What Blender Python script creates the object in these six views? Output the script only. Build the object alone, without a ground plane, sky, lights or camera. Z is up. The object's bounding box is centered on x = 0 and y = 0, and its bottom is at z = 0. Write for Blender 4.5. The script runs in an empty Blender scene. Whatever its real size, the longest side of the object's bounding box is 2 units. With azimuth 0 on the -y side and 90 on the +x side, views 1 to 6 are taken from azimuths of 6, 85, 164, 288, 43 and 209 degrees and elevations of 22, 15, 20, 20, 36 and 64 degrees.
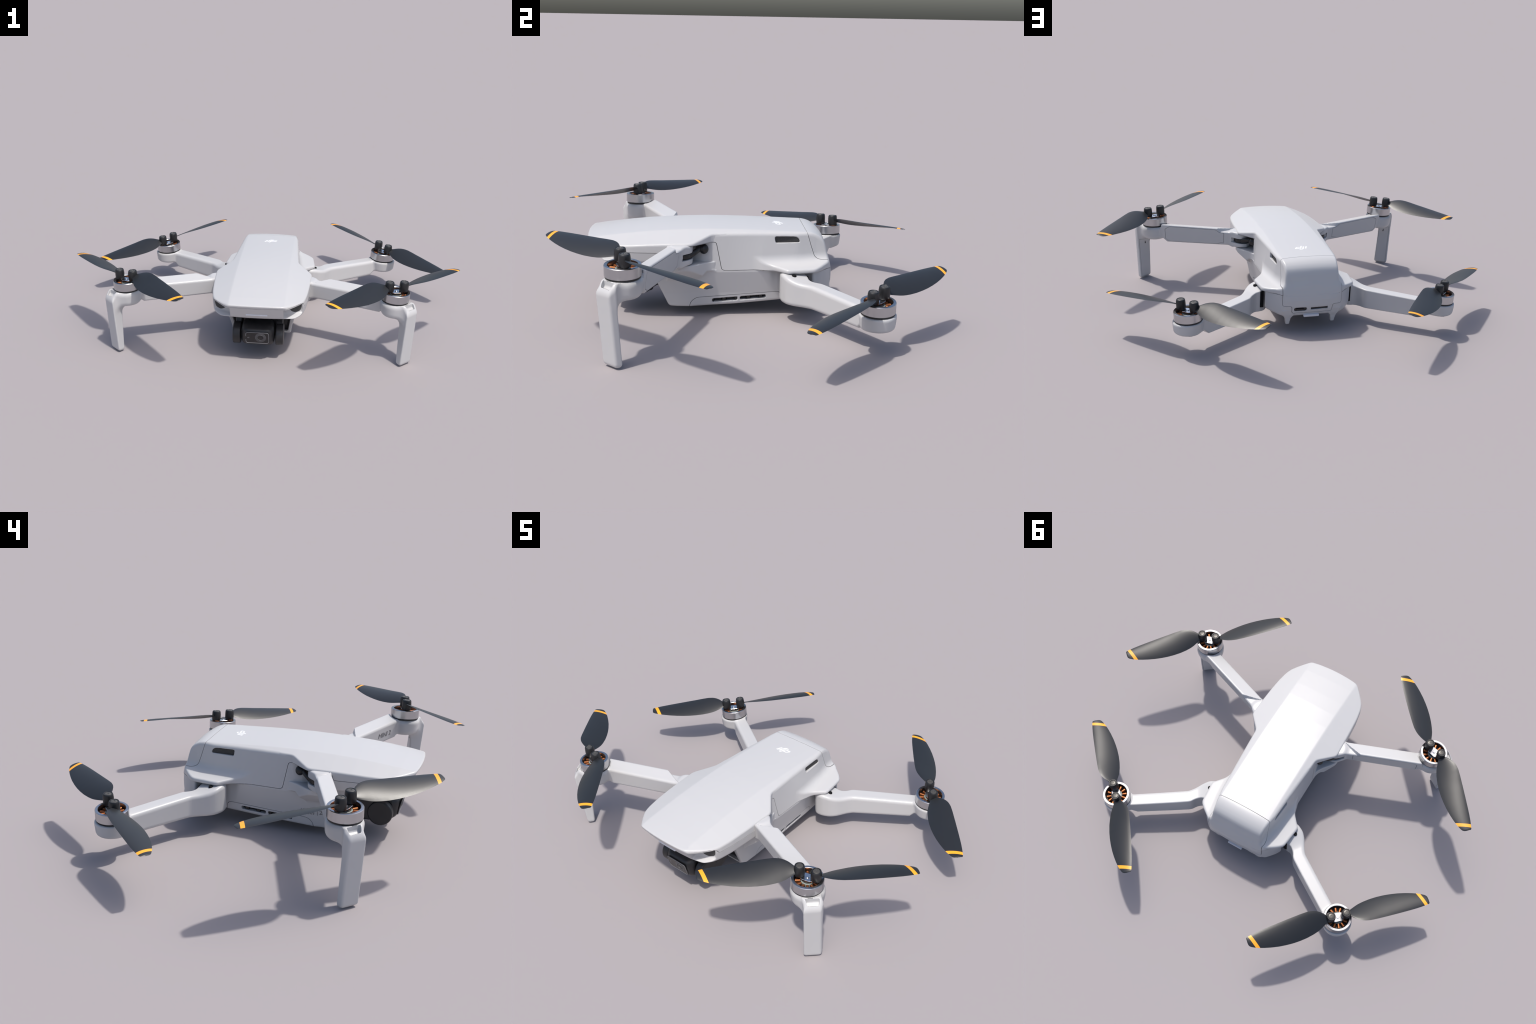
"""Folding camera drone, unfolded: built from distance-field solids (rounded
prisms, wedges, cylinders) that are meshed and cut into panels, plus lofted
propeller blades, turned motors and a small gimbal camera."""
import bpy, math
import numpy as np
from mathutils import Matrix, Vector

# ----------------------------------------------------------------- helpers
def smax(a, b, k):
    if k <= 0: return np.maximum(a, b)
    h = np.maximum(k - np.abs(a - b), 0) / k
    return np.maximum(a, b) + h * h * k * .25

def smin(a, b, k):
    return -smax(-a, -b, k)

def sub(a, b, k=0.0):
    return smax(a, -b, k)

def interp(t, xs, ys):
    return np.interp(t, xs, ys)

def smoothstep(a, b, t):
    u = np.clip((t - a) / (b - a), 0, 1)
    return u * u * (3 - 2 * u)

def poly(px, py, pts):
    """Exact signed distance to a closed 2-D polygon (negative inside)."""
    d = None; inside = None
    n = len(pts)
    for i in range(n):
        ax, ay = pts[i]; bx, by = pts[(i + 1) % n]
        ex, ey = bx - ax, by - ay
        wx, wy = px - ax, py - ay
        L = ex * ex + ey * ey
        if L < 1e-14: continue
        t = np.clip((wx * ex + wy * ey) / L, 0, 1)
        q = (wx - t * ex) ** 2 + (wy - t * ey) ** 2
        d = q if d is None else np.minimum(d, q)
        if abs(by - ay) > 1e-12:
            c = ((ay <= py) != (by <= py)) & (px < ax + (py - ay) * ex / ey)
            inside = c if inside is None else inside ^ c
    return np.where(inside, -1.0, 1.0) * np.sqrt(d)

def rounded_poly(px, py, pts, r):
    """polygon with convex and concave corners rounded by about r"""
    return poly(px, py, fillet(pts, r))

def fillet(pts, r, n=5):
    out = []
    m = len(pts)
    for i in range(m):
        p0 = np.array(pts[i - 1]); p1 = np.array(pts[i]); p2 = np.array(pts[(i + 1) % m])
        a = p0 - p1; b = p2 - p1
        la, lb = np.linalg.norm(a), np.linalg.norm(b)
        c = min(r, la * .45, lb * .45)
        s, e = p1 + a / la * c, p1 + b / lb * c
        for t in np.linspace(0, 1, n):
            out.append(tuple((1 - t) ** 2 * s + 2 * t * (1 - t) * p1 + t * t * e))
    return out

def extrude(d2, z, lo, hi, r):
    """rounded extrusion of a 2-D distance"""
    dz = np.maximum(lo - z, z - hi)
    a = d2 + r; b = dz + r
    return np.minimum(np.maximum(a, b), 0) + np.sqrt(np.maximum(a, 0) ** 2 + np.maximum(b, 0) ** 2) - r

def box(x, y, z, c, h, r):
    qx, qy, qz = np.abs(x - c[0]) - h[0] + r, np.abs(y - c[1]) - h[1] + r, np.abs(z - c[2]) - h[2] + r
    o = np.sqrt(np.maximum(qx, 0) ** 2 + np.maximum(qy, 0) ** 2 + np.maximum(qz, 0) ** 2)
    return o + np.minimum(np.maximum(np.maximum(qx, qy), qz), 0) - r

# --------------------------------------------------- distance field -> mesh
def surface(f, lo, hi, h):
    """naive surface nets, vertices pulled on to the true surface"""
    ax = [np.arange(l - 2 * h, u + 3 * h, h) for l, u in zip(lo, hi)]
    F = f(ax[0][:, None, None], ax[1][None, :, None], ax[2][None, None, :])
    F = np.ascontiguousarray(np.broadcast_to(F, tuple(len(a) for a in ax))).astype(np.float32)
    I = F < 0
    cnt = np.zeros([s - 1 for s in F.shape], np.int8)
    for i in (0, 1):
        for j in (0, 1):
            for k in (0, 1):
                cnt += I[i:F.shape[0] - 1 + i, j:F.shape[1] - 1 + j, k:F.shape[2] - 1 + k]
    act = (cnt > 0) & (cnt < 8)
    cells = np.argwhere(act)
    idx = np.full(act.shape, -1, np.int32)
    idx[act] = np.arange(len(cells))
    acc = np.zeros((len(cells), 3)); num = np.zeros(len(cells))
    cor = np.array([[i, j, k] for i in (0, 1) for j in (0, 1) for k in (0, 1)])
    vals = [F[tuple((cells + c).T)] for c in cor]
    for a in range(8):
        for b in range(a + 1, 8):
            if np.abs(cor[a] - cor[b]).sum() != 1: continue
            va, vb = vals[a], vals[b]
            m = (va < 0) != (vb < 0)
            t = (va[m] / (va[m] - vb[m]))[:, None]
            acc[m] += cor[a] + t * (cor[b] - cor[a])
            num[m] += 1
    P = (cells + acc / num[:, None]) * h + np.array([a[0] for a in ax])
    quads = []
    for d in range(3):
        sl0 = [slice(None)] * 3; sl1 = [slice(None)] * 3
        sl0[d] = slice(0, -1); sl1[d] = slice(1, None)
        A = I[tuple(sl0)]; B = I[tuple(sl1)]
        e = np.argwhere(A != B)
        o = A[tuple(e.T)]
        u, v = [(1, 2), (2, 0), (0, 1)][d]
        def cell(du, dv):
            c = e.copy(); c[:, u] -= du; c[:, v] -= dv
            return idx[tuple(c.T)]
        q = np.stack([cell(1, 1), cell(0, 1), cell(0, 0), cell(1, 0)], 1)
        q[~o] = q[~o][:, ::-1]
        quads.append(q)
    Q = np.concatenate(quads)
    Q = Q[(Q >= 0).all(1)]
    def grad(P):
        e = h * .15
        g = np.zeros_like(P)
        for d in range(3):
            s = np.zeros(3); s[d] = e
            a, b = P + s, P - s
            g[:, d] = (f(a[:, 0], a[:, 1], a[:, 2]) - f(b[:, 0], b[:, 1], b[:, 2])) / (2 * e)
        return g
    for _ in range(3):
        g = grad(P); v = f(P[:, 0], P[:, 1], P[:, 2])
        st = g * (v / np.maximum((g * g).sum(1), .05))[:, None]
        L = np.linalg.norm(st, axis=1, keepdims=True)
        P -= st * np.minimum(1, h * .6 / np.maximum(L, 1e-12))
    g = grad(P)
    N = g / np.maximum(np.linalg.norm(g, axis=1, keepdims=True), 1e-9)
    return P, N, Q

def tris(Q):
    return np.concatenate([Q[:, [0, 1, 2]], Q[:, [0, 2, 3]]])

def clip(P, N, T, g, w=0.0, depth=0.008):
    """keep the part of the surface where g < -w; the cut edge is folded
    inwards so that the panel has a visible thickness"""
    s = g + w
    ins = s < 0
    c = ins[T].sum(1)
    keep = [T[c == 3]]
    newP, newN, cache = [], [], {}
    n0 = len(P)
    def cut(a, b):
        k = (min(a, b), max(a, b))
        if k not in cache:
            t = s[k[0]] / (s[k[0]] - s[k[1]])
            newP.append(P[k[0]] + t * (P[k[1]] - P[k[0]]))
            n = N[k[0]] + t * (N[k[1]] - N[k[0]])
            newN.append(n / max(np.linalg.norm(n), 1e-9))
            cache[k] = n0 + len(newP) - 1
        return cache[k]
    extra, edges = [], []
    for t in T[(c == 1) | (c == 2)]:
        t = list(t)
        f = [ins[i] for i in t]
        while not (f[0] and not f[2]):
            t = t[1:] + t[:1]; f = f[1:] + f[:1]
        if f[1]:
            a, b = cut(t[1], t[2]), cut(t[0], t[2])
            extra += [[t[0], t[1], a], [t[0], a, b]]; edges.append((a, b))
        else:
            a, b = cut(t[0], t[1]), cut(t[0], t[2])
            extra.append([t[0], a, b]); edges.append((a, b))
    P2 = np.concatenate([P, np.array(newP).reshape(-1, 3)])
    N2 = np.concatenate([N, np.array(newN).reshape(-1, 3)])
    T2 = np.concatenate(keep + [np.array(extra, int).reshape(-1, 3)])
    if depth and edges:
        ids = np.unique(np.array(edges))
        m = {v: i for i, v in enumerate(ids)}
        b0 = len(P2); b1 = b0 + len(ids)
        top, bot = P2[ids], P2[ids] - N2[ids] * depth
        W = []
        for a, b in edges:
            i, j = m[a], m[b]
            W += [[b0 + j, b0 + i, b1 + i], [b0 + j, b1 + i, b1 + j]]
        W = np.array(W)
        P2 = np.concatenate([P2, top, bot])
        fn = np.cross(P2[W[:, 1]] - P2[W[:, 0]], P2[W[:, 2]] - P2[W[:, 0]])
        wn = np.zeros((len(P2), 3))
        for k in range(3): np.add.at(wn, W[:, k], fn)
        wn = wn[b0:]
        wn /= np.maximum(np.linalg.norm(wn, axis=1, keepdims=True), 1e-12)
        N2 = np.concatenate([N2, wn])
        T2 = np.concatenate([T2, W])
    used = np.unique(T2)
    re = np.full(len(P2), -1); re[used] = np.arange(len(used))
    return P2[used], N2[used], re[T2]

def mirror(P, N, F):
    s = np.array([-1, 1, 1])
    return P * s, N * s, F[:, ::-1]

def mesh_object(name, P, F, mat, parent, N=None, smooth=True):
    me = bpy.data.meshes.new(name)
    me.from_pydata([tuple(p) for p in P], [], [list(map(int, f)) for f in F])
    me.update()
    me.polygons.foreach_set("use_smooth", [smooth] * len(me.polygons))
    if N is not None:
        me.normals_split_custom_set_from_vertices([tuple(n) for n in N])
    ob = bpy.data.objects.new(name, me)
    for m in (mat if isinstance(mat, (list, tuple)) else [mat]):
        me.materials.append(m)
    bpy.context.scene.collection.objects.link(ob)
    ob.parent = parent
    return ob

def solid(name, f, lo, hi, h, mat, parent):
    P, N, Q = surface(f, lo, hi, h)
    return mesh_object(name, P, Q, mat, parent, N)

def empty(name, parent=None):
    o = bpy.data.objects.new(name, None)
    bpy.context.scene.collection.objects.link(o)
    o.empty_display_size = .1
    o.parent = parent
    return o

def lathe_mesh(name, prof, n=64):
    """closed or open (r, z) profile turned about z, sharp by angle"""
    V, F = [], []
    m = len(prof)
    for i in range(n):
        a = 2 * math.pi * i / n
        for r, z in prof: V.append((r * math.cos(a), r * math.sin(a), z))
    for i in range(n):
        j = (i + 1) % n
        for k in range(m - 1):
            F.append((i * m + k, j * m + k, j * m + k + 1, i * m + k + 1))
    me = bpy.data.meshes.new(name)
    me.from_pydata(V, [], F); me.update()
    import bmesh
    bm = bmesh.new(); bm.from_mesh(me)
    bmesh.ops.remove_doubles(bm, verts=bm.verts, dist=1e-6)
    bmesh.ops.recalc_face_normals(bm, faces=bm.faces)
    for e in bm.edges:
        e.smooth = not (e.is_manifold and e.calc_face_angle(0) > .6)
    for f in bm.faces: f.smooth = True
    bm.to_mesh(me); bm.free()
    return me

def place(name, me, mat, parent, mw=None):
    if not me.materials: me.materials.append(mat)
    o = bpy.data.objects.new(name, me)
    bpy.context.scene.collection.objects.link(o)
    o.parent = parent
    if mw is not None: o.matrix_local = mw
    return o

def plate_mesh(name, pts, t, bevel=0.0):
    """flat polygon in x/y, thickness t upwards, small chamfer on the top rim"""
    c = np.mean(np.array(pts), 0)
    P = np.array(pts)
    n = len(P)
    rows = [(P, 0.0)]
    if bevel:
        e = np.roll(P, -1, 0) - np.roll(P, 1, 0)
        nn = np.stack([e[:, 1], -e[:, 0]], 1)
        nn /= np.maximum(np.linalg.norm(nn, axis=1, keepdims=True), 1e-9)
        area = np.sum(P[:, 0] * np.roll(P[:, 1], -1) - np.roll(P[:, 0], -1) * P[:, 1])
        if area < 0: nn = -nn
        rows += [(P, t - bevel), (P - nn * bevel, t)]
    else:
        rows += [(P, t)]
    V, F = [], []
    for R, z in rows: V += [(a, b, z) for a, b in R]
    for k in range(len(rows) - 1):
        for i in range(n):
            j = (i + 1) % n
            F.append((k * n + i, k * n + j, (k + 1) * n + j, (k + 1) * n + i))
    F.append(tuple(range(n - 1, -1, -1)))
    F.append(tuple((len(rows) - 1) * n + i for i in range(n)))
    me = bpy.data.meshes.new(name)
    me.from_pydata(V, [], F); me.update()
    import bmesh
    bm = bmesh.new(); bm.from_mesh(me)
    bmesh.ops.recalc_face_normals(bm, faces=bm.faces)
    bm.to_mesh(me); bm.free()
    return me

def frame(o, u, v):
    """matrix with local x = u, y = v, z = u x v at origin o"""
    u = Vector(u).normalized(); v = Vector(v); v = (v - u * v.dot(u)).normalized()
    w = u.cross(v)
    m = Matrix((u, v, w)).transposed().to_4x4()
    m.translation = Vector(o)
    return m

# ----------------------------------------------------------------- materials
def principled(name, col, rough, metal=0.0, spec=.5, grain=0.0, bump=0.0, scale=400.):
    m = bpy.data.materials.new(name); m.use_nodes = True
    nt = m.node_tree; b = nt.nodes["Principled BSDF"]
    b.inputs["Base Color"].default_value = (*col, 1)
    b.inputs["Roughness"].default_value = rough
    b.inputs["Metallic"].default_value = metal
    b.inputs["Specular IOR Level"].default_value = spec
    tc = nt.nodes.new("ShaderNodeTexCoord")
    nz = nt.nodes.new("ShaderNodeTexNoise")
    nz.inputs["Scale"].default_value = scale; nz.inputs["Detail"].default_value = 2
    nt.links.new(tc.outputs["Object"], nz.inputs["Vector"])
    if grain:
        r = nt.nodes.new("ShaderNodeMapRange")
        r.inputs["To Min"].default_value = rough - grain; r.inputs["To Max"].default_value = rough + grain
        nt.links.new(nz.outputs["Fac"], r.inputs["Value"])
        nt.links.new(r.outputs["Result"], b.inputs["Roughness"])
    if bump:
        bp = nt.nodes.new("ShaderNodeBump")
        bp.inputs["Strength"].default_value = bump; bp.inputs["Distance"].default_value = .001
        nt.links.new(nz.outputs["Fac"], bp.inputs["Height"])
        nt.links.new(bp.outputs["Normal"], b.inputs["Normal"])
    return m

M_SHELL = principled("grey_shell_plastic", (.508, .507, .511), .34, grain=.03)
M_LOWER = principled("grey_lower_plastic", (.500, .499, .503), .37, grain=.03)
M_LEG = M_SHELL
M_DARK = principled("black_matt_plastic", (.012, .0125, .014), .45, grain=.05)
M_GIMBAL = principled("gimbal_black_plastic", (.016, .016, .018), .42, grain=.05)
M_HINGE = principled("hinge_rubber", (.010, .010, .011), .35)
M_RUBBER = principled("dull_black_rubber", (.008, .008, .009), .8, spec=.2)
M_GLASS = principled("lens_glass", (.006, .006, .008), .08, spec=.6)
M_RING = principled("lens_ring_grey", (.06, .06, .065), .4)
M_TRIM = principled("silver_trim_line", (.16, .16, .17), .4)
M_BELL = principled("brushed_aluminium", (.50, .50, .515), .28, metal=1.0)
M_STEEL = principled("polished_steel", (.70, .70, .72), .22, metal=1.0)
M_COPPER = principled("copper_wire", (.37, .135, .052), .45, metal=.85)
M_SCREW = principled("dark_screw_steel", (.085, .08, .072), .38, metal=.3)
M_INK = principled("grey_print_ink", (.15, .15, .157), .6)
M_LOGO = principled("white_gloss_print", (.93, .93, .94), .12, spec=.7)
M_LIGHT = principled("pale_light_bar", (.62, .62, .655), .3)
M_GREYRING = principled("pale_insulator_ring", (.25, .29, .27), .5)

def mesh_grille_material():
    m = principled("sensor_mesh", (.02, .02, .02), .6)
    nt = m.node_tree; b = nt.nodes["Principled BSDF"]
    tc = nt.nodes.new("ShaderNodeTexCoord"); v = nt.nodes.new("ShaderNodeTexVoronoi")
    v.inputs["Scale"].default_value = 260; v.inputs["Randomness"].default_value = .25
    r = nt.nodes.new("ShaderNodeValToRGB")
    r.color_ramp.elements[0].color = (.012, .012, .012, 1); r.color_ramp.elements[0].position = .15
    r.color_ramp.elements[1].color = (.050, .050, .050, 1); r.color_ramp.elements[1].position = .55
    nt.links.new(tc.outputs["Object"], v.inputs["Vector"])
    nt.links.new(v.outputs["Distance"], r.inputs["Fac"])
    nt.links.new(r.outputs["Color"], b.inputs["Base Color"])
    return m
M_MESH = mesh_grille_material()

def blade_material(name, sign):
    """dark blade with one slanted orange band near the tip"""
    m = principled(name, (.017, .0185, .021), .40, grain=.04)
    nt = m.node_tree; b = nt.nodes["Principled BSDF"]
    tc = nt.nodes.new("ShaderNodeTexCoord"); sp = nt.nodes.new("ShaderNodeSeparateXYZ")
    nt.links.new(tc.outputs["Object"], sp.inputs["Vector"])
    def math_(op, a, bb):
        n = nt.nodes.new("ShaderNodeMath"); n.operation = op
        for i, q in enumerate((a, bb)):
            if isinstance(q, (int, float)): n.inputs[i].default_value = q
            else: nt.links.new(q, n.inputs[i])
        return n.outputs[0]
    t = math_("MULTIPLY", sp.outputs["Y"], sign)
    q = math_("ADD", sp.outputs["X"], math_("MULTIPLY", t, .37))      # skewed span position
    lo = math_("GREATER_THAN", q, .3754); hi = math_("LESS_THAN", q, .3925)
    k = math_("MULTIPLY", lo, hi)
    mx = nt.nodes.new("ShaderNodeMix"); mx.data_type = "RGBA"
    mx.inputs[6].default_value = (.017, .0185, .021, 1)
    mx.inputs[7].default_value = (1.0, .40, .025, 1)
    nt.links.new(k, mx.inputs[0]); nt.links.new(mx.outputs[2], b.inputs["Base Color"])
    return m
M_BLADE = {1: blade_material("blade_dark_orange_band", 1), -1: blade_material("blade_dark_orange_band_mirrored", -1)}

# ================================================================== the thing
drone = empty("quadcopter_drone")
drone["label"] = "light grey folding camera drone with dark orange-tipped propellers"
drone["category"] = "drone"
drone.location.x = -.0015

# ------------------------------------------------------------------- body
CREASE_Y = [-.70, -.66, -.60, -.50, -.42, -.33, -.25, -.16, -.08, 0, .1, .2, .25, .30]
CREASE_Z = [.331, .3375, .3465, .3575, .3645, .3695, .372, .373, .3715, .369, .3645, .3595, .357, .3545]
TAIL_PLAN = [(.2055, .3000), (.176, .3320), (.150, .3530), (.130, .3620), (.10, .3670), (.05, .3700), (0, .3710)]
BRIM = [(0, -.6760), (.045, -.6750), (.09, -.6712), (.1370, -.6635), (.176, -.6215), (.2125, -.5745), (.2245, -.5400), (.2345, -.4780), (.2410, -.3900), (.2475, -.2345),
        (.1745, -.1500), (.1700, -.08), (0, -.08)]
BRIM_FULL = BRIM + [(-x, y) for x, y in reversed(BRIM[1:-1])]
ARM_POCKET = [(.285, -.3490), (.150, -.2975), (.158, -.2280), (.170, -.195), (.1800, -.135), (.300, -.135)]
BRACKET = [(.10, -.345), (.190, -.338), (.226, -.318), (.2465, -.290), (.2460, -.243), (.2300, -.2200), (.2000, -.1820), (.1860, -.1560), (.1790, -.1350), (.10, -.10)]
HULL = [(0, -.60), (.19, -.60), (.19, .075), (.166, .110), (.166, .215), (.196, .2585), (.2245, .2680)] + TAIL_PLAN
HULL_FULL = HULL + [(-x, y) for x, y in reversed(HULL[1:-1])]
SHELF = [(0, .040), (.150, .040), (.180, .064), (.204, .106), (.2500, .158), (.2510, .172), (.2385, .279), (.2110, .3060)] + TAIL_PLAN[1:]
SHELF_FULL = SHELF + [(-x, y) for x, y in reversed(SHELF[1:-1])]
DIAG = np.array([.768, -.640])       # outward direction of the slanted nose corners

def f_cavity(x, y, z, inset):
    d = np.maximum(np.abs(x) - (.137 + .150 * np.maximum(z - .075, 0)), np.maximum(-.62 - y, y + .275))
    return smax(d, np.maximum(.0570 - z, z - .2495), .016) + inset

def f_body(x, y, z):
    ax = np.abs(x)
    # roof: gently arched flat panel, creased along the edges, shoulders falling away
    zc = interp(y, CREASE_Y, CREASE_Z) + .0015
    flat = zc + .0045 * (1 - np.minimum(ax / .135, 1.5) ** 2)
    shoulder = zc - .335 * (ax - .135)
    roof = (z - (-smax(-flat, -shoulder, .0015))) * .95
    # nose with wide brim
    plan = poly(x, y, fillet(BRIM_FULL, .016))
    front = (-.6728 + .62 * (.334 - z) - y) * .85 + .09 * ax * ax * 4     # face leaning back downwards
    under = .2500 - z
    taper = plan + .10 * np.maximum(.298 - z, 0)
    nose = smax(taper, roof, .008)
    nose = smax(nose, front, .006)
    nose = smax(nose, under, .016)
    # pocket under the brim where the front arm is hinged
    pocket = extrude(poly(ax, y, ARM_POCKET), z, .2430, .3255, .004)
    # mid hull
    w1 = interp(y, [-.45, -.15, -.10, .113, .214, .25, .29, .33, .36], [.1745, .1745, .1725, .1570, .1515, .1450, .1390, .1330, .1290])
    w2 = interp(y, [-.45, .06, .20, .29, .35], [.1805, .1805, .163, .146, .144])
    wall = ax - (w1 + (w2 - w1) * np.clip((.357 - z) / .15, -.3, 1.1))
    rear = y - interp(z, [.05, .097, .127, .15, .175, .20, .24, .291, .50], [.324, .3430, .3535, .3595, .3615, .3575, .3487, .3385, .2967])
    rear = (rear - .006 * (1 - np.minimum(ax / .14, 1.6) ** 2)) * .98
    mid = smax(roof, rear, .078)
    mid = smax(mid, wall, .012)
    mid = smax(mid, .2045 - z, .004)
    slant = (-.334 - .44 * (z - .041) - y) * .915
    mid = smax(mid, slant, .004)
    # shelf over the rear arm hinges
    top = .2235 + .14 * np.maximum(.245 - ax, -.01)
    shelf = smax(poly(x, y, fillet(SHELF_FULL, .014)), np.maximum(z - top, .2045 - z), .010)
    up = smin(mid, shelf, .036)
    up = smax(up, rear, .014)
    up = np.maximum(up, .2040 - z)
    # lower hull
    bottom = interp(y, [-.40, -.334, -.30, -.245, -.15, -.05, .14, .25, .33, .40], [.041, .041, .0375, .036, .042, .047, .064, .073, .086, .100])
    belly = (bottom + .42 * np.maximum(ax - .138, 0) * smoothstep(.12, .25, y) - z) * .95
    side = (ax - (np.minimum(.1500 + .150 * (z - .045) + .075 * np.maximum(z - .10, 0), .1803) + .062 * smoothstep(.19, .27, y))) * .96
    low = smax(poly(x, y, fillet(HULL_FULL, .012)), side, .010)
    low = smax(low, belly, .011)
    low = smax(low, slant, .010)
    low = np.maximum(low, z - .2065)
    low = smax(low, rear, .010)
    # bracket that carries the front arm hinge
    br = smax(poly(ax, y, fillet(BRACKET, .012)), np.maximum(z - .2440, (np.maximum(.1760 + .80 * (ax - .19), .2040 - .9 * np.maximum(-.175 - y, 0)) - z) * .78), .005)
    low = smin(low, br, .008)
    nose = sub(nose, pocket, .003)
    # small feet under the tail
    fx = np.abs(ax - .117)
    hgt = np.clip((z - .040) / .070, 0, 1.2)
    foot = np.maximum(fx - (.009 + .016 * hgt ** 1.6), np.abs(y - .326 - .002 * hgt) - (.007 + .012 * hgt)) * .9
    foot = smax(smax(foot, .0400 - z, .006), z - .118, .002)
    low = smin(low, foot, .014)
    tail = smax(np.maximum(poly(x, y, SHELF_FULL), ax - .165), rear, .014)
    tail = np.maximum(tail, np.maximum(np.maximum(.150 - z, z - .228), .22 - y))
    up = sub(up, pocket, .003)
    body = np.minimum(np.minimum(np.minimum(nose, up), low), tail)
    # front cavity with the camera suspension
    cav = f_cavity(x, y, z, 0)
    body = sub(body, cav, .003)
    # scooped sensor eyes on the nose corners
    u = (ax - .1820) * .888 + (y + .5680) * .460          # across the sensor
    q = (ax - .1820) * .460 - (y + .5680) * .888          # out of the sensor
    eye = smax(smax(z - .3185, (.2720 - .66 * q - z) * .83, .004), smax(u - .0330, smax(-q, -.0600 - u - .5 * q, .01), .008), .006)
    body = sub(body, eye, .004)
    # mesh window on each flank
    vent = poly(y, z, fillet([(.112, .3445), (.1155, .3165), (.2195, .3175), (.2160, .3310), (.207, .3395), (.195, .3425)], .008))
    body = sub(body, np.maximum(vent, .1470 - ax), .002)
    # cooling slots near the belly
    zs = .0655 + .0735 * (y + .15)
    slot = np.minimum(box(ax, y, z - zs + .07, (.16, -.0970, .07), (.040, .0540, .0082), .006),
                      box(ax, y, z - zs + .07, (.16, .0225, .07), (.040, .0555, .0082), .006))
    body = sub(body, slot, .001)
    # ports at the tail
    usb = smax(np.sqrt(np.maximum(np.abs(x - .060) - .0230, 0) ** 2 + (z - .1285) ** 2) - .0100, .345 - y, 0)
    card = np.maximum(np.maximum(np.abs(x + .037) - .044, np.abs(z - .1300) - .0060), .345 - y)
    return sub(sub(body, usb, .001), card, .001)

def g_door(P):
    y, z, x = P[:, 1], P[:, 2], P[:, 0]
    side = poly(y, z, fillet([(.2435, .5), (.2455, .365), (.2520, .3560), (.2690, .3000), (.2840, .2560), (.2960, .2460), (.3150, .2420), (.6, .2400), (.6, .5)], .014))
    back = poly(x, z, fillet([(-.152, .5), (-.152, .1480), (-.105, .1480), (-.103, .1070), (.103, .1070), (.105, .1480), (.152, .1480), (.152, .5)], .012))
    back = np.maximum(back, .312 - y)
    return np.minimum(side, back)

def g_cover(P):
    y, z = P[:, 1], P[:, 2]
    return poly(y, z, fillet([(-1, .3275), (-.580, .3245), (-.553, .3140), (-.545, .2980), (-.345, .2975), (-.336, .3270), (-.150, .3275), (-.134, .3240),
                              (-.1295, .3000), (-.1120, .2100), (-.100, .2040), (.05, .2065), (.6, .2065), (.6, 1), (-1, 1)], .010))

def g_plate(P):
    return poly(P[:, 1], P[:, 2], fillet([(-.262, -.1), (-.2440, .058), (-.2200, .0795), (-.113, .0870), (.125, .1040), (.142, .0980), (.160, -.1)], .014))

SEAM = .0011
P, N, Q = surface(f_body, (-.258, -.685, .030), (.258, .375, .386), .0034)
T = tris(Q)
gd, gc, gp = g_door(P), g_cover(P), g_plate(P)
def panel(name, regions, mat):
    A = (P, N, T)
    for g in regions:
        P_, N_ = A[0], A[1]
        v = g(P_); e = .0008
        gr = np.stack([(g(P_ + d) - g(P_ - d)) / (2 * e) for d in np.eye(3) * e], 1)
        gr /= np.maximum(np.linalg.norm(gr, axis=1, keepdims=True), 1e-6)
        tang = np.sqrt(np.maximum(1 - (gr * N_).sum(1) ** 2, .04))     # keep the gap even on slanted skin
        A = clip(*A, v / tang, SEAM)
    return mesh_object(name, A[0], A[2], mat, drone, A[1])
neg = lambda g: (lambda q: -g(q))
top_cover = panel("top_cover", [neg(g_door), g_cover], M_SHELL)
bottom_hull = panel("bottom_hull", [neg(g_door), neg(g_cover), neg(g_plate)], M_LOWER)
bottom_plate = panel("bottom_plate", [neg(g_door), neg(g_cover), g_plate], M_LOWER)
battery_door = panel("battery_door", [g_door], M_SHELL)

# dark things seen through the openings of the body
for sx in (1, -1):
    w = fillet([(.106, .350), (.109, .311), (.226, .312), (.222, .336), (.205, .347)], .008)
    me = plate_mesh("flank_mesh_window", w, .004)
    m = Matrix(((0, 0, sx, sx * .1455), (1, 0, 0, 0), (0, 1, 0, 0), (0, 0, 0, 1)))
    place("flank_mesh_window", me, M_MESH, top_cover, m)
    # sensor behind the scooped eye
    me = plate_mesh("front_sensor_eye", fillet([(-.036, .004), (-.022, -.016), (.000, -.0265), (.026, -.020), (.0345, .002), (.0335, .0215), (-.032, .0215)], .009), .006, .002)
    u = Vector((.888 * sx, .460, 0)); o = Vector((sx * (.1820 - .0035 * .46), -.5680 + .0035 * .888, .2985))
    place("front_sensor_eye", me, M_MESH, bottom_hull, frame(o, u if sx > 0 else -u, (0, 0, 1)) if sx > 0 else frame(o, (.888, -.460, 0), (0, 0, 1)) @ Matrix.Scale(-1, 4, (1, 0, 0)))

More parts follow.
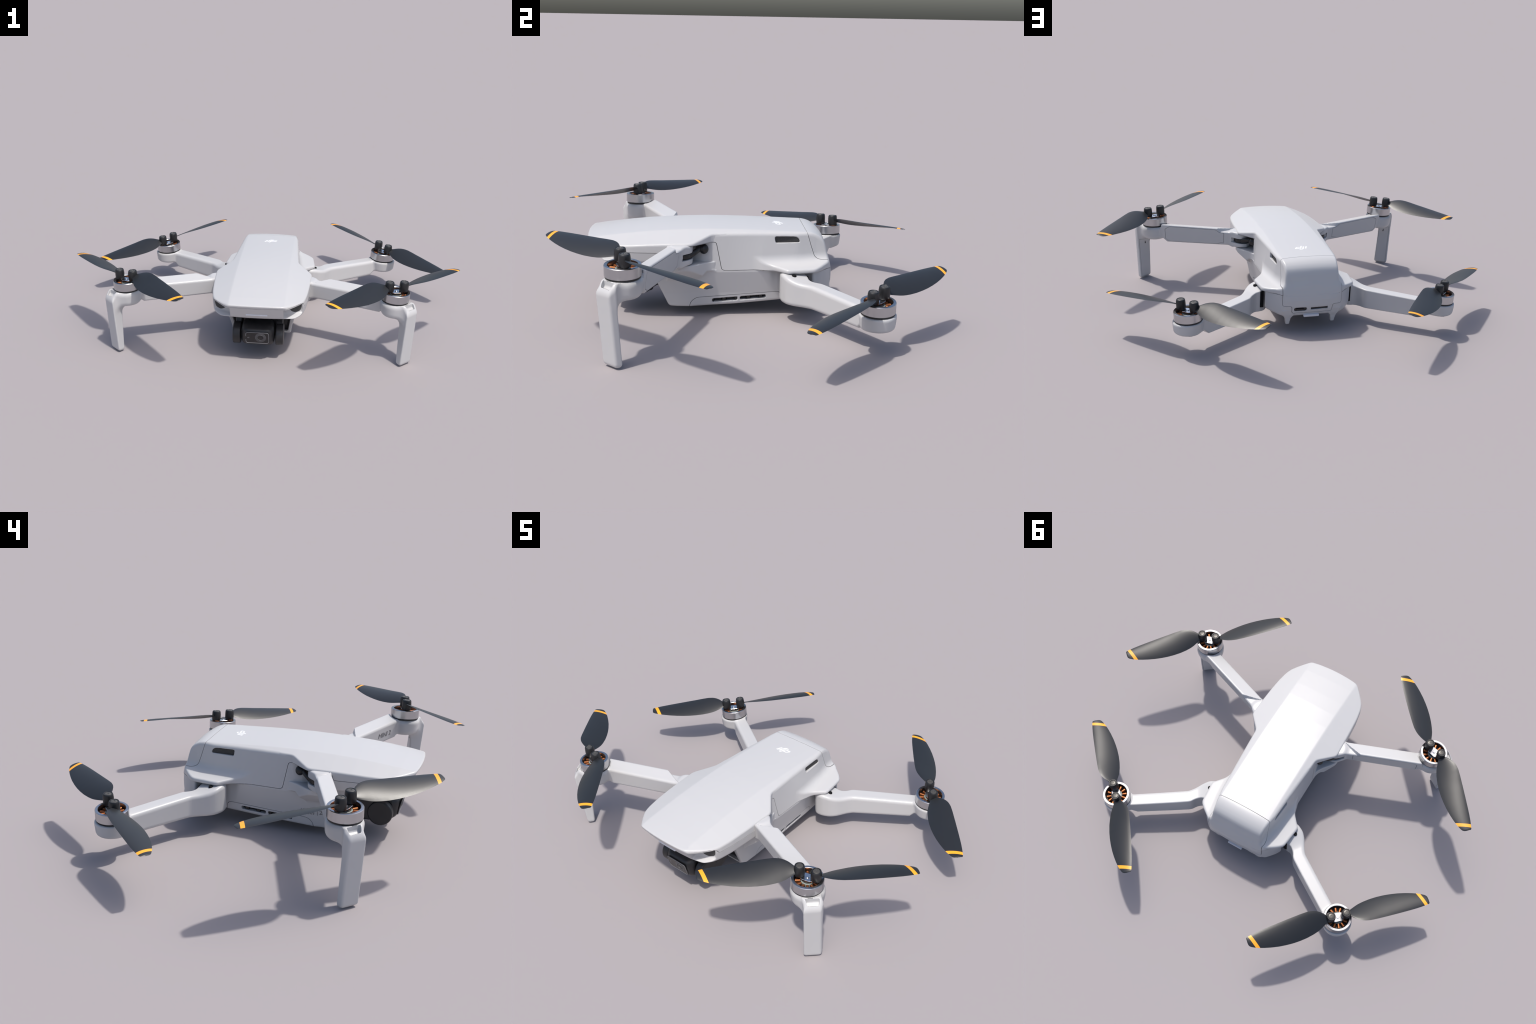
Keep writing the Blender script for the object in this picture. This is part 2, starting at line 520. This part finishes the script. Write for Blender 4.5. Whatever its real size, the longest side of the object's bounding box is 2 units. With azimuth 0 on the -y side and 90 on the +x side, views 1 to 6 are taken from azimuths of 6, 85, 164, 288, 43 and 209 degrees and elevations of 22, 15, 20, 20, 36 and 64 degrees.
solid("cooling_fin_block", lambda x, y, z: np.minimum(box(x, y, z - .0735 * (y + .15), (0, -.037, .0655), (.130, .135, .012), .002),
      box(np.abs(x), y - .052 * np.round(np.clip((y + .10) / .052, -1, 4)) + .10, z - .0735 * (y + 0 * z + .15), (.133, 0, .0655), (.012, .009, .010), .002)),
      (-.147, -.18, .04), (.147, .11, .11), .004, M_HINGE, bottom_plate)
solid("port_socket", lambda x, y, z: np.minimum(box(x, y, z, (.060, .343, .1285), (.036, .008, .012), .002), np.minimum(
      box(x, y, z, (.060, .3500, .1285), (.020, .006, .003), .001), box(x, y, z, (-.037, .343, .1300), (.046, .008, .008), .002))),
      (-.09, .33, .11), (.105, .366, .145), .002, M_HINGE, battery_door)

# pale light bars at nose and tail
solid("front_light_bar", lambda x, y, z: box(x, y + .6403 - .09 * x * x * 4.7 + .62 * (.2825 - z), z, (0, 0, .2825), (.0530, .0035, .0036), .002), (-.06, -.66, .27), (.06, -.62, .295), .0016, M_LIGHT, bottom_hull)
solid("tail_light_bar", lambda x, y, z: box(x, y, z + .3 * (y - .35), (.002, .347, .0925), (.0400, .012, .0060), .003), (-.05, .33, .07), (.055, .37, .11), .002, M_LIGHT, bottom_hull)

# raised three-letter word mark on the roof (reads from behind)
def word_mark():
    k = .40                                    # slant of the letters
    glyphs = [
        [(0, .009), (.002, .020), (.007, .0255), (.0250, .0255), (.0250, .0200), (.0100, .0200), (.0075, .0165), (.0070, .0125), (.0090, .0095), (.0250, .0095), (.0250, .0040), (.004, .0040)],
        [(.0262, .0040), (.0262, .0380), (.0335, .0380), (.0335, .0040)],
        [(.0262, -.0065), (.0262, -.0010), (.0370, -.0010), (.0395, .0020), (.0395, .0300), (.0468, .0300), (.0468, .0005), (.0440, -.0045), (.0400, -.0065)],
        [(.0530, .0040), (.0530, .0300), (.0610, .0300), (.0610, .0040)]]
    for g in glyphs:
        pts = [(a + k * b, b) for a, b in g]
        me = plate_mesh("word_mark_letter", pts, .0012)
        me.name = "word_mark_letter"
        # local u runs to -x, v to -y
        for v in me.vertices:
            X = .0420 - v.co.x; Y = .1530 - v.co.y
            zc = float(np.interp(Y, CREASE_Y, CREASE_Z)) + .0015 + .0045 * (1 - (abs(X) / .135) ** 2)
            v.co = (X, Y, zc - .0008 + v.co.z)
        place("word_mark_letter", me, M_LOGO, top_cover)
word_mark()

def lettering(name, txt, mat, parent, mw, width, height, extrude_=.0006):
    cu = bpy.data.curves.new(name, "FONT"); cu.body = txt; cu.extrude = extrude_; cu.size = 1
    cu.resolution_u = 4
    ob = bpy.data.objects.new(name, cu)
    bpy.context.scene.collection.objects.link(ob)
    dg = bpy.context.evaluated_depsgraph_get()
    me = bpy.data.meshes.new_from_object(ob.evaluated_get(dg))
    bpy.data.objects.remove(ob, do_unlink=True); bpy.data.curves.remove(cu)
    co = np.array([v.co[:] for v in me.vertices])
    lo, hi = co.min(0), co.max(0)
    for v in me.vertices:
        v.co.x = (v.co.x - lo[0]) / (hi[0] - lo[0]) * width
        v.co.y = (v.co.y - lo[1]) / (hi[1] - lo[1]) * height
    me.name = name; me.materials.clear()
    return place(name, me, mat, parent, mw)

# weight print on the left flank of the hull (local x to -y, y up the flank)
def flank(yy, zz):
    return frame((-(.1500 + .150 * (zz - .045) + .075 * max(zz - .10, 0)) - .0010, yy, zz), (0, -1, 0), (-.165, 0, 1))
lettering("flank_lettering", "ULTRA", M_INK, bottom_hull, flank(-.193, .1120), .0600, .0105)
lettering("flank_lettering", "LIGHT", M_INK, bottom_hull, flank(-.193, .0965), .0600, .0105)
lettering("flank_lettering", "249g", M_INK, bottom_hull, flank(-.2730, .0960), .0600, .0260)
place("flank_lettering", plate_mesh("divider", [(0, 0), (.0016, 0), (.0016, .0265), (0, .0265)], .0006), M_INK, bottom_hull, flank(-.2640, .0960))

# -------------------------------------------------------------- front arms
E_S, E_N = np.array([.9354, -.3537]), np.array([.3537, .9354])
FM = np.array([.6625, -.4865]); FZ = .3715      # front motor axis and bell top
RM = np.array([.6385, .4585]); RZ = .2120

def f_front_arm(x, y, z):
    s = x * E_S[0] + y * E_S[1]; n = x * E_N[0] + y * E_N[1]
    # beam
    top = .3445 + (n + .156) * .24
    step = s - (.3470 + (n + .2240) * 1.18)                     # slanted shoulder next to the hinge
    top = np.minimum(top, .3235 + np.maximum(step + .004, 0) * 1.6)
    bot = .2455 - .015 * (s - .35)
    bot = bot + np.maximum(s - .710, 0) * .9 + np.maximum(.345 - s, 0) * .75 * (n > -.30)
    bot = np.minimum(bot, .262)
    prof = np.maximum(z - top, bot - z)
    d2 = np.maximum(np.maximum(-(.2215 + .095 * (z - .25)) - n, n + .1695 - .14 * (z - .245)), np.maximum(.285 - s, s - .745))
    beam = smax(d2, prof, .012)
    # hinge knuckle
    kx, ky = .2165, -.2800
    rr = np.sqrt((x - kx) ** 2 + (y - ky) ** 2)
    kn = smax(rr - .0470, np.maximum(z - .3235, .2470 - z), .010)
    beam = smin(beam, kn, .030)
    mouth = np.maximum(np.abs(z - .2830) - .0135, np.maximum(-.2790 + .02 * 0 - y, -n - .2050))
    mouth = np.maximum(mouth, x - .272)
    beam = sub(beam, mouth, .002)
    # motor cup
    r = np.sqrt((x - FM[0]) ** 2 + (y - FM[1]) ** 2)
    tz = z + .055 * (x - FM[0])
    cup = smax(r - (.0735 - .10 * np.maximum(.310 - z, 0)), np.maximum(tz - .3270, .2470 - z), .030)
    cup = smax(cup, tz - .3270, .006)
    arm = smin(beam, cup, .014)
    # leg: tapered, leaning outwards at the top
    t = z / .286
    def edge(p0, q0, p1, q1):
        ax_, ay_ = p0[0] + (p1[0] - p0[0]) * t, p0[1] + (p1[1] - p0[1]) * t
        bx_, by_ = q0[0] + (q1[0] - q0[0]) * t, q0[1] + (q1[1] - q0[1]) * t
        ex, ey = bx_ - ax_, by_ - ay_
        L = np.sqrt(ex * ex + ey * ey)
        return ((x - ax_) * ey - (y - ay_) * ex) / L
    A0, B0, C0, D0 = (.6990, -.5640), (.7525, -.5120), (.7390, -.4880), (.6770, -.5360)
    A1, B1, C1, D1 = (.7160, -.5830), (.7680, -.5300), (.7570, -.5050), (.6850, -.5120)
    leg = smax(edge(A0, B0, A1, B1), edge(B0, C0, B1, C1), .009)
    leg = smax(leg, edge(C0, D0, C1, D1), .006)
    leg = smax(leg, edge(D0, A0, D1, A1), .009)
    e = (x - y) * .7071
    leg = smax(leg, -z, .020)
    leg = smax(leg, (z - (.2920 - .80 * (e - .9180))) * .78, .016)
    leg = smax(leg, z - .3250, .006)
    arm = smin(arm, leg, .042)
    arm = sub(arm, np.maximum(.3270 - tz, .7420 - s), .004)       # nothing stands above the motor seat
    # dimple at the top of the leg
    q = (x + y) * .7071
    dim = extrude(poly(q, e, fillet([(.1060, .8840), (.1130, .9060), (.1600, .9060), (.1640, .8840)], .006)), z - .70 * (.895 - e), .2950, .40, .004)
    arm = sub(arm, dim, .003)
    # seat of the motor
    arm = sub(arm, np.maximum(r - .0750, .3270 - tz), .002)
    arm = sub(arm, np.maximum(r - .0690, .3230 - tz), .002)
    return arm

ARM_COVER = [(.720, .3180), (.695, .3340), (.440, .3340), (.420, .3190), (.395, .3170), (.395, .2610), (.414, .2580), (.434, .2500), (.690, .2455), (.718, .2600)]
LEG_C, LEG_D = np.array([.7390, -.4880, 0]), np.array([.6770, -.5360, 0])
LEG_C1, LEG_D1 = np.array([.7570, -.5050, .286]), np.array([.6850, -.5120, .286])

def g_arm_cover(P):
    s = P[:, 0] * E_S[0] + P[:, 1] * E_S[1]; n = P[:, 0] * E_N[0] + P[:, 1] * E_N[1]
    return np.maximum(poly(s, P[:, 2], fillet(ARM_COVER, .005)), (-.182 - n))

def g_leg_cover(P):
    t = (P[:, 2] / .286)[:, None]
    c = LEG_C + (LEG_C1 - LEG_C) * t; d = LEG_D + (LEG_D1 - LEG_D) * t
    u = d - c; L = np.linalg.norm(u[:, :2], axis=1)
    w = P - c
    along = (w[:, 0] * u[:, 0] + w[:, 1] * u[:, 1]) / L
    out = (w[:, 0] * u[:, 1] - w[:, 1] * u[:, 0]) / L
    g = np.maximum(np.maximum(.008 - along, along - (L - .005)), np.maximum(.010 - P[:, 2], P[:, 2] - .2310))
    return np.maximum(g, -out - .006)

def arm_parts():
    P, N, Q = surface(f_front_arm, (.165, -.605, .0), (.785, -.215, .360), .0032)
    A = (P, N, tris(Q))
    cover = clip(*A, g_arm_cover(A[0]), .0008, .004)
    A = clip(*A, -g_arm_cover(A[0]), .0008, .004)
    lcov = clip(*A, g_leg_cover(A[0]), .0007, .004)
    A = clip(*A, -g_leg_cover(A[0]), .0007, .004)
    gl = A[0][:, 2] - .2380
    return clip(*A, -gl, 0, 0), clip(*A, gl, 0, 0), cover, lcov
arm_mesh, leg_mesh, arm_cover_mesh, leg_cover_mesh = arm_parts()

def plate_on(name, pts, o, u, v, mat, parent, t=.0022, sx=1, inset=.0012):
    o = Vector(o); u = Vector(u).normalized(); v = Vector(v)
    w = u.cross(v).normalized()
    o = o - w * inset
    P2 = fillet(pts, .004)
    me = plate_mesh(name, P2, t, .0008)
    mw = frame(o, u, v)
    for q in me.vertices:
        c = mw @ q.co; q.co = (c.x * sx, c.y, c.z)
    if sx < 0: me.flip_normals()
    return place(name, me, mat, parent)

front_arms = {}
for sx in (1, -1):
    A, L, K, O = [m if sx > 0 else mirror(*m) for m in (arm_mesh, leg_mesh, arm_cover_mesh, leg_cover_mesh)]
    arm = mesh_object("front_arm", A[0], A[2], M_SHELL, drone, A[1])
    leg = mesh_object("landing_leg", L[0], L[2], M_SHELL, arm, L[1])
    mesh_object("arm_cover", K[0], K[2], M_LOWER, arm, K[1])
    mesh_object("leg_cover", O[0], O[2], M_LOWER, arm, O[1])
    front_arms[sx] = arm
    # hinge drum and cable in the knuckle mouth
    P_, N_, Q_ = surface(lambda x, y, z: np.minimum(smax(np.sqrt((x - .2165) ** 2 + (y + .2800) ** 2) - .0425, np.abs(z - .2830) - .0115, .006),
        smin(np.sqrt((z - .2830 - .018 * smoothstep(-.25, -.20, y)) ** 2 + (np.sqrt((x - .170) ** 2 + (y + .262) ** 2) - .056) ** 2) - .0135,
             np.sqrt((x - .178) ** 2 + (z - .298) ** 2 * .8 + (y + .186) ** 2) - .019, .004) + 1e9 * ((y > -.165) | (x < .15))),
        (.15, -.33, .255), (.275, -.16, .325), .0028)
    if sx < 0: P_, N_, Q_ = mirror(P_, N_, Q_)
    mesh_object("hinge_drum", P_, Q_, M_HINGE, arm, N_)
    # latch on the inner face of the leg (local u runs from the rear to the front corner)
    uvec = Vector(LEG_D - LEG_C); vvec = Vector((LEG_C1 + LEG_D1) - (LEG_C + LEG_D)) * .5
    plate_on("leg_latch", [(.033, .203), (.039, .203), (.039, .226), (.033, .226)], Vector(LEG_C), uvec, vvec, M_DARK, arm, t=.0048, sx=sx)

lettering("arm_lettering", "MINI 2", M_INK, front_arms[1],
          frame((E_S[0] * .548 + E_N[0] * -.2240, E_S[1] * .548 + E_N[1] * -.2240, .2725), (E_S[0], E_S[1], -.02), (-.0336, -.0889, 1)), .110, .0240)

# --------------------------------------------------------------- rear arms
R_S, R_N = np.array([.812, .584]), np.array([-.584, .812])
REAR_PLAN = [(.642, .4410), (.5765, .3975), (.442, .3095), (.3425, .2435), (.3245, .2190), (.300, .1760), (.276, .1500), (.240, .1330), (.205, .1290), (.186, .150),
             (.186, .190), (.212, .2350), (.2360, .2460), (.262, .2475), (.284, .2670), (.301, .2960), (.3699, .3422), (.5508, .4590), (.640, .515)]
def f_rear_arm(x, y, z):
    s = x * R_S[0] + y * R_S[1]
    top = .1800 - .040 * (s - .415) + .020 * smoothstep(.385, .270, s)
    bot = .0795 + .9 * np.maximum(s - .6950, 0)
    bot = np.minimum(bot, .104)
    # paddle-like rounded inner end
    inner = np.clip((.295 - s) / .13, 0, 1)
    bot = bot + .034 * inner ** 3
    d2 = poly(x, y, fillet(REAR_PLAN, .013))
    prof = np.maximum(z - top, bot - z)
    nfront = x * R_N[0] + y * R_N[1]
    arm = smax(d2, prof, .019)
    arm_sharp = smax(d2, prof, .007)
    arm = arm + (arm_sharp - arm) * smoothstep(.02, .045, nfront)
    r = np.sqrt((x - RM[0]) ** 2 + (y - RM[1]) ** 2)
    tz = z + .070 * (x - RM[0])
    cup = smax(r - (.0730 - .12 * np.maximum(.160 - z, 0)), np.maximum(tz - .1670, .1030 - z), .016)
    cup = smax(cup, tz - .1670, .006)
    arm = smin(arm, cup, .012)
    return sub(arm, np.maximum(r - .0690, .1630 - tz), .002)
rear_mesh = surface(f_rear_arm, (.18, .12, .07), (.72, .54, .205), .0032)
rear_arms = {}
for sx in (1, -1):
    A = rear_mesh if sx > 0 else mirror(*rear_mesh)
    arm = mesh_object("rear_arm", A[0], A[2], M_SHELL, drone, A[1])
    rear_arms[sx] = arm
    me = lathe_mesh("hinge_screw", [(0, .010), (.0085, .010), (.0095, .008), (.0095, 0)], 32)
    place("hinge_screw", me, M_RUBBER, arm, Matrix.Translation((.251 * sx, .186, .1930)))
    P_, N_, Q_ = surface(lambda x, y, z: box(x, y, z, (.2290, .2430, .147), (.0090, .0060, .0430), .002), (.215, .23, .10), (.24, .255, .195), .0025)
    if sx < 0: P_, N_, Q_ = mirror(P_, N_, Q_)
    mesh_object("dark_slot_plate", P_, Q_, M_RUBBER, arm, N_)

# ------------------------------------------------------ motors, propellers
bell = lathe_mesh("motor_bell", [(.0665, -.0415), (.0680, -.0400), (.0680, -.0022), (.0662, 0), (.0570, 0), (.0555, -.0015), (.0555, -.0400), (.0665, -.0415)], 96)
base = lathe_mesh("motor_base", [(0, -.0330), (.0540, -.0330), (.0540, -.0400), (.0655, -.0400), (.0655, -.0480), (0, -.0480)], 64)
core = lathe_mesh("stator_core", [(0, -.0060), (.0100, -.0060), (.0110, -.0100), (.0200, -.0100), (.0215, -.0125), (.0215, -.0300), (0, -.0300)], 48)
insul = lathe_mesh("insulator_ring", [(.0215, -.0150), (.0245, -.0140), (.0275, -.0150), (.0275, -.0280), (.0215, -.0280)], 48)
shaft = lathe_mesh("motor_shaft", [(0, .0040), (.0060, .0040), (.0070, .0030), (.0070, -.0100), (0, -.0100)], 32)
post = lathe_mesh("hinge_post", [(0, .0420), (.0152, .0420), (.0152, .0452), (.0160, .0460), (.0188, .0460), (.0200, .0448), (.0214, .0390), (.0224, .0280), (.0224, .0020), (.0210, -.0020), (0, -.0020)], 48)
screw = lathe_mesh("hinge_screw", [(0, .0445), (.0040, .0445), (.0050, .0458), (.0120, .0458), (.0145, .0445), (.0145, .0400), (0, .0400)], 40)
def coil_mesh():
    """a wound tooth: rounded bar with wire ridges, pointing outwards along x"""
    prof, n = [], 14
    V, F = [], []
    xs = np.linspace(.0285, .0500, 25)
    for i, xx in enumerate(xs):
        r = 1.0 + .07 * (i % 2)
        for k in range(n):
            a = 2 * math.pi * k / n
            wy = .0056 * (.85 + .35 * (xx - .0285) / .0215)
            V.append((xx, wy * r * math.copysign(abs(math.cos(a)) ** .7, math.cos(a)), -.0225 + .0085 * r * math.copysign(abs(math.sin(a)) ** .7, math.sin(a))))
    for i in range(len(xs) - 1):
        for k in range(n):
            F.append((i * n + k, i * n + (k + 1) % n, (i + 1) * n + (k + 1) % n, (i + 1) * n + k))
    F.append(tuple(range(n - 1, -1, -1))); F.append(tuple((len(xs) - 1) * n + k for k in range(n)))
    me = bpy.data.meshes.new("copper_coil"); me.from_pydata(V, [], F); me.update()
    me.polygons.foreach_set("use_smooth", [True] * len(me.polygons))
    return me
coil = coil_mesh()

SPAN = [.012, .022, .040, .058, .075, .100, .135, .170, .205, .240, .275, .310, .340, .365, .385, .398, .406, .4105, .4120]
EDGE_S = [-.012, -.0200, -.0350, -.0450, -.0510, -.0545, -.0535, -.0510, -.0485, -.0455, -.0425, -.0392, -.0360, -.0325, -.0290, -.0262, -.0245, -.0225, -.0200]
EDGE_C = [.012, .0170, .0260, .0350, .0420, .0490, .0560, .0600, .0615, .0605, .0575, .0520, .0455, .0385, .0310, .0250, .0195, .0120, .0020]
PITCH = [26, 25, 24, 23, 22, 20.5, 18.5, 16.5, 15, 13.5, 12, 10.5, 9, 8, 7.2, 6.6, 6.3, 6.1, 6]
def blade_mesh(hand):
    m = 12
    V, F = [], []
    s_f = np.concatenate([np.linspace(SPAN[0], .395, 52), np.linspace(.398, .4120, 9)])
    for s in s_f:
        a, b = np.interp(s, SPAN, EDGE_S), np.interp(s, SPAN, EDGE_C)
        p = math.radians(np.interp(s, SPAN, PITCH))
        ch = b - a
        root = max(0.0, 1 - (s - .012) / .05)
        ring = []
        for side in (1, -1):
            for k in range(m + 1 if side > 0 else m - 1):
                u = k / m if side > 0 else 1 - (k + 1) / m
                t = a + ch * u
                cam = .070 * ch * (1 - (2 * u - .9) ** 2 / 1.21)
                th = (.0006 + .030 * ch * (1 - u) ** .6 * u ** .35 + root ** 2 * .0045) * (1 if 0 < u < 1 else .25)
                z = -(t - .004) * math.tan(p) + cam + side * th * .5
                ring.append((s, hand * t, z))
        V += ring
    n = 2 * m
    for i in range(len(s_f) - 1):
        for k in range(n):
            q = (i * n + k, i * n + (k + 1) % n, (i + 1) * n + (k + 1) % n, (i + 1) * n + k)
            F.append(q if hand < 0 else q[::-1])
    e0 = tuple(range(n)); e1 = tuple((len(s_f) - 1) * n + k for k in range(n))
    F.append(e0 if hand > 0 else e0[::-1]); F.append(e1[::-1] if hand > 0 else e1)
    me = bpy.data.meshes.new("blade"); me.from_pydata(V, [], F); me.update()
    import bmesh
    bm = bmesh.new(); bm.from_mesh(me); bmesh.ops.recalc_face_normals(bm, faces=bm.faces)
    for e in bm.edges:
        e.smooth = not (e.is_manifold and e.calc_face_angle(0) > .8)
    bm.to_mesh(me); bm.free()
    me.polygons.foreach_set("use_smooth", [True] * len(me.polygons))
    me.materials.append(M_BLADE[hand])
    return me
blades = {1: blade_mesh(1), -1: blade_mesh(-1)}
hub_plate = plate_mesh("hub_plate", [(-.030, -.013), (-.016, -.021), (.016, -.021), (.030, -.013), (.030, .013), (.016, .021), (-.016, .021), (-.030, .013)], .004, .0008)

# centre, bell top, outward tilt, hub angle, hub radius, blade angles, handedness
UNITS = [(FM, FZ, .055, 16.0, .0365, (46.2, 225.6), 1),
         (RM, RZ, .075, -45.0, .0375, (-41.8, 132.0), -1)]
for (c, ztop, tilt, hub, hr, angs, hand) in UNITS:
    for sx in (1, -1):
        rot = Matrix.Rotation(math.atan(tilt) * sx, 4, 'Y')
        base_m = Matrix.Translation((c[0] * sx, c[1], ztop)) @ rot
        motor = place("motor", bell, M_BELL, drone, base_m)
        place("motor_base", base, M_DARK, motor)
        place("stator_core", core, M_SCREW, motor)
        place("insulator_ring", insul, M_GREYRING, motor)
        for i in range(12):
            place("copper_coil", coil, M_COPPER, motor, Matrix.Rotation(2 * math.pi * (i + .3) / 12, 4, 'Z'))
        ha = hub if sx > 0 else 180 - hub
        prop = place("propeller", hub_plate, M_STEEL, drone, base_m @ Matrix.Rotation(math.radians(ha), 4, 'Z') @ Matrix.Translation((0, 0, -.0040)))
        place("motor_shaft", shaft, M_STEEL, prop, Matrix.Translation((0, 0, .004)))
        for i in (0, 1):
            sg = 1 if i == 0 else -1
            p = Matrix.Translation((hr * sg, 0, .0075))
            place("hinge_post", post, M_DARK, prop, p)
            place("hinge_screw", screw, M_SCREW, prop, p)
            ba = angs[i] if sx > 0 else 180 - angs[i]
            place("blade", blades[hand * sx], None, prop,
                  Matrix.Translation((hr * sg, 0, .0245 if hub > 0 else .0220)) @ Matrix.Rotation(math.radians(ba - ha), 4, 'Z'))

# ------------------------------------------------------------ gimbal camera
cam = empty("gimbal_camera", drone)
CAM_PROFILE = [(-.490, .0850), (-.548, .0785), (-.5880, .1000), (-.6005, .1580), (-.5940, .1800), (-.5650, .1930), (-.4900, .1960)]
def f_cam(x, y, z):
    d = poly(y, z, fillet(CAM_PROFILE, .018))
    d = smax(d, np.abs(x) - .0810 + .10 * np.maximum(-.567 - y, 0) * 4, .032)
    return d
cbox = solid("camera_housing", f_cam, (-.09, -.62, .07), (.09, -.49, .22), .0030, M_GIMBAL, cam)
for sx in (1, -1):
    P_, N_, Q_ = surface(lambda x, y, z: smax(np.sqrt((y + .5240) ** 2 + (z - .1290) ** 2) - .0535, np.abs(x - .1055) - .0195, .008), (.083, -.58, .07), (.128, -.465, .185), .0028)
    if sx < 0: P_, N_, Q_ = mirror(P_, N_, Q_)
    mesh_object("pitch_motor", P_, Q_, M_GIMBAL, cam, N_)
solid("gimbal_yoke", lambda x, y, z: smax(poly(y, z, fillet([(-.535, .150), (-.515, .190), (-.46, .215), (-.36, .245), (-.36, .135), (-.395, .118), (-.430, .088), (-.47, .082), (-.525, .085)], .018)), np.abs(x - .1000) - .0180, .010),
      (.075, -.57, .075), (.123, -.35, .25), .0035, M_GIMBAL, cam)
solid("roll_motor", lambda x, y, z: smin(smax(np.sqrt(x ** 2 + (z - .150) ** 2) - .058, np.abs(y + .430) - .055, .012), box(x, y, z, (.04, -.445, .165), (.070, .045, .070), .016), .01),
      (-.07, -.50, .085), (.12, -.365, .24), .0035, M_GIMBAL, cam)
solid("gimbal_base", lambda x, y, z: np.minimum(
          np.maximum(np.maximum(f_cavity(x, y, z, .0006), np.minimum(-f_cavity(x, y, z, .0075), -.338 - y)), (-.316 - .44 * (z - .041) - y) * .915),
          box(x, y, z, (0, -.400, .228), (.080, .090, .022), .010)),
      (-.172, -.50, .050), (.172, -.268, .255), .003, M_DARK, cam)
solid("gimbal_hanger", lambda x, y, z: smax(poly(y, z, fillet([(-.505, .090), (-.500, .165), (-.470, .252), (-.405, .252), (-.425, .090)], .014)), np.abs(x + .1010) - .0165, .010),
      (-.12, -.51, .085), (-.08, -.40, .255), .003, M_GIMBAL, cam)

# front window: local x = +x, y = up the leaning face
fa = Vector((0, -.5880, .1000)); fb = Vector((0, -.6005, .1600))
upv = (fb - fa).normalized()
win = frame((0, -.5952, .1385), (1, 0, 0), upv)
rr = fillet([(-.0585, -.0345), (.0585, -.0345), (.0585, .0345), (-.0585, .0345)], .016, 8)
place("camera_window", plate_mesh("camera_window", rr, .0030, .0008), M_GLASS, cam, win @ Matrix.Translation((0, 0, -.0010)))
def ring_line():
    """open outline: the trim line has a gap at its left side"""
    path = fillet([(-.0560, .0090), (-.0560, .0318), (.0560, .0318), (.0560, -.0318), (-.0560, -.0318), (-.0560, -.0090)], .013, 8)
    path = [(-.0560, .0090)] + path[5:-5] + [(-.0560, -.0090)] if False else path
    cu = bpy.data.curves.new("window_trim", "CURVE"); cu.dimensions = '3D'; cu.bevel_depth = .0014; cu.bevel_resolution = 2
    pts = [(-.0560, .0090)] + [p for p in fillet([(-.0560, .0318), (.0560, .0318), (.0560, -.0318), (-.0560, -.0318)], .013, 8)] + [(-.0560, -.0090)]
    sp = cu.splines.new('POLY'); sp.points.add(len(pts) - 1)
    for i, p in enumerate(pts): sp.points[i].co = (p[0], p[1], 0, 1)
    ob = bpy.data.objects.new("window_trim", cu); bpy.context.scene.collection.objects.link(ob)
    me = bpy.data.meshes.new_from_object(ob.evaluated_get(bpy.context.evaluated_depsgraph_get()))
    bpy.data.objects.remove(ob, do_unlink=True)
    me.name = "window_trim"
    return me
place("window_trim", ring_line(), M_TRIM, cam, win @ Matrix.Translation((0, 0, .0020)))
lens_ring = lathe_mesh("lens_bezel", [(.0275, 0), (.0275, .0006), (.0265, .0010), (.0178, .0010), (.0172, .0024), (.0148, .0026), (.0138, .0006), (.0138, 0)], 48)
place("lens_bezel", lens_ring, M_RING, cam, win @ Matrix.Translation((.0160, .0025, .0018)))
lens = lathe_mesh("lens", [(0, .0022), (.0070, .0018), (.0138, .0002), (.0138, 0)], 40)
place("lens", lens, M_GLASS, cam, win @ Matrix.Translation((.0160, .0025, .0022)))
lettering("camera_lettering", "4K", M_TRIM, cam, win @ Matrix.Translation((-.0490, -.0035, .0022)), .0120, .0070, .0004)
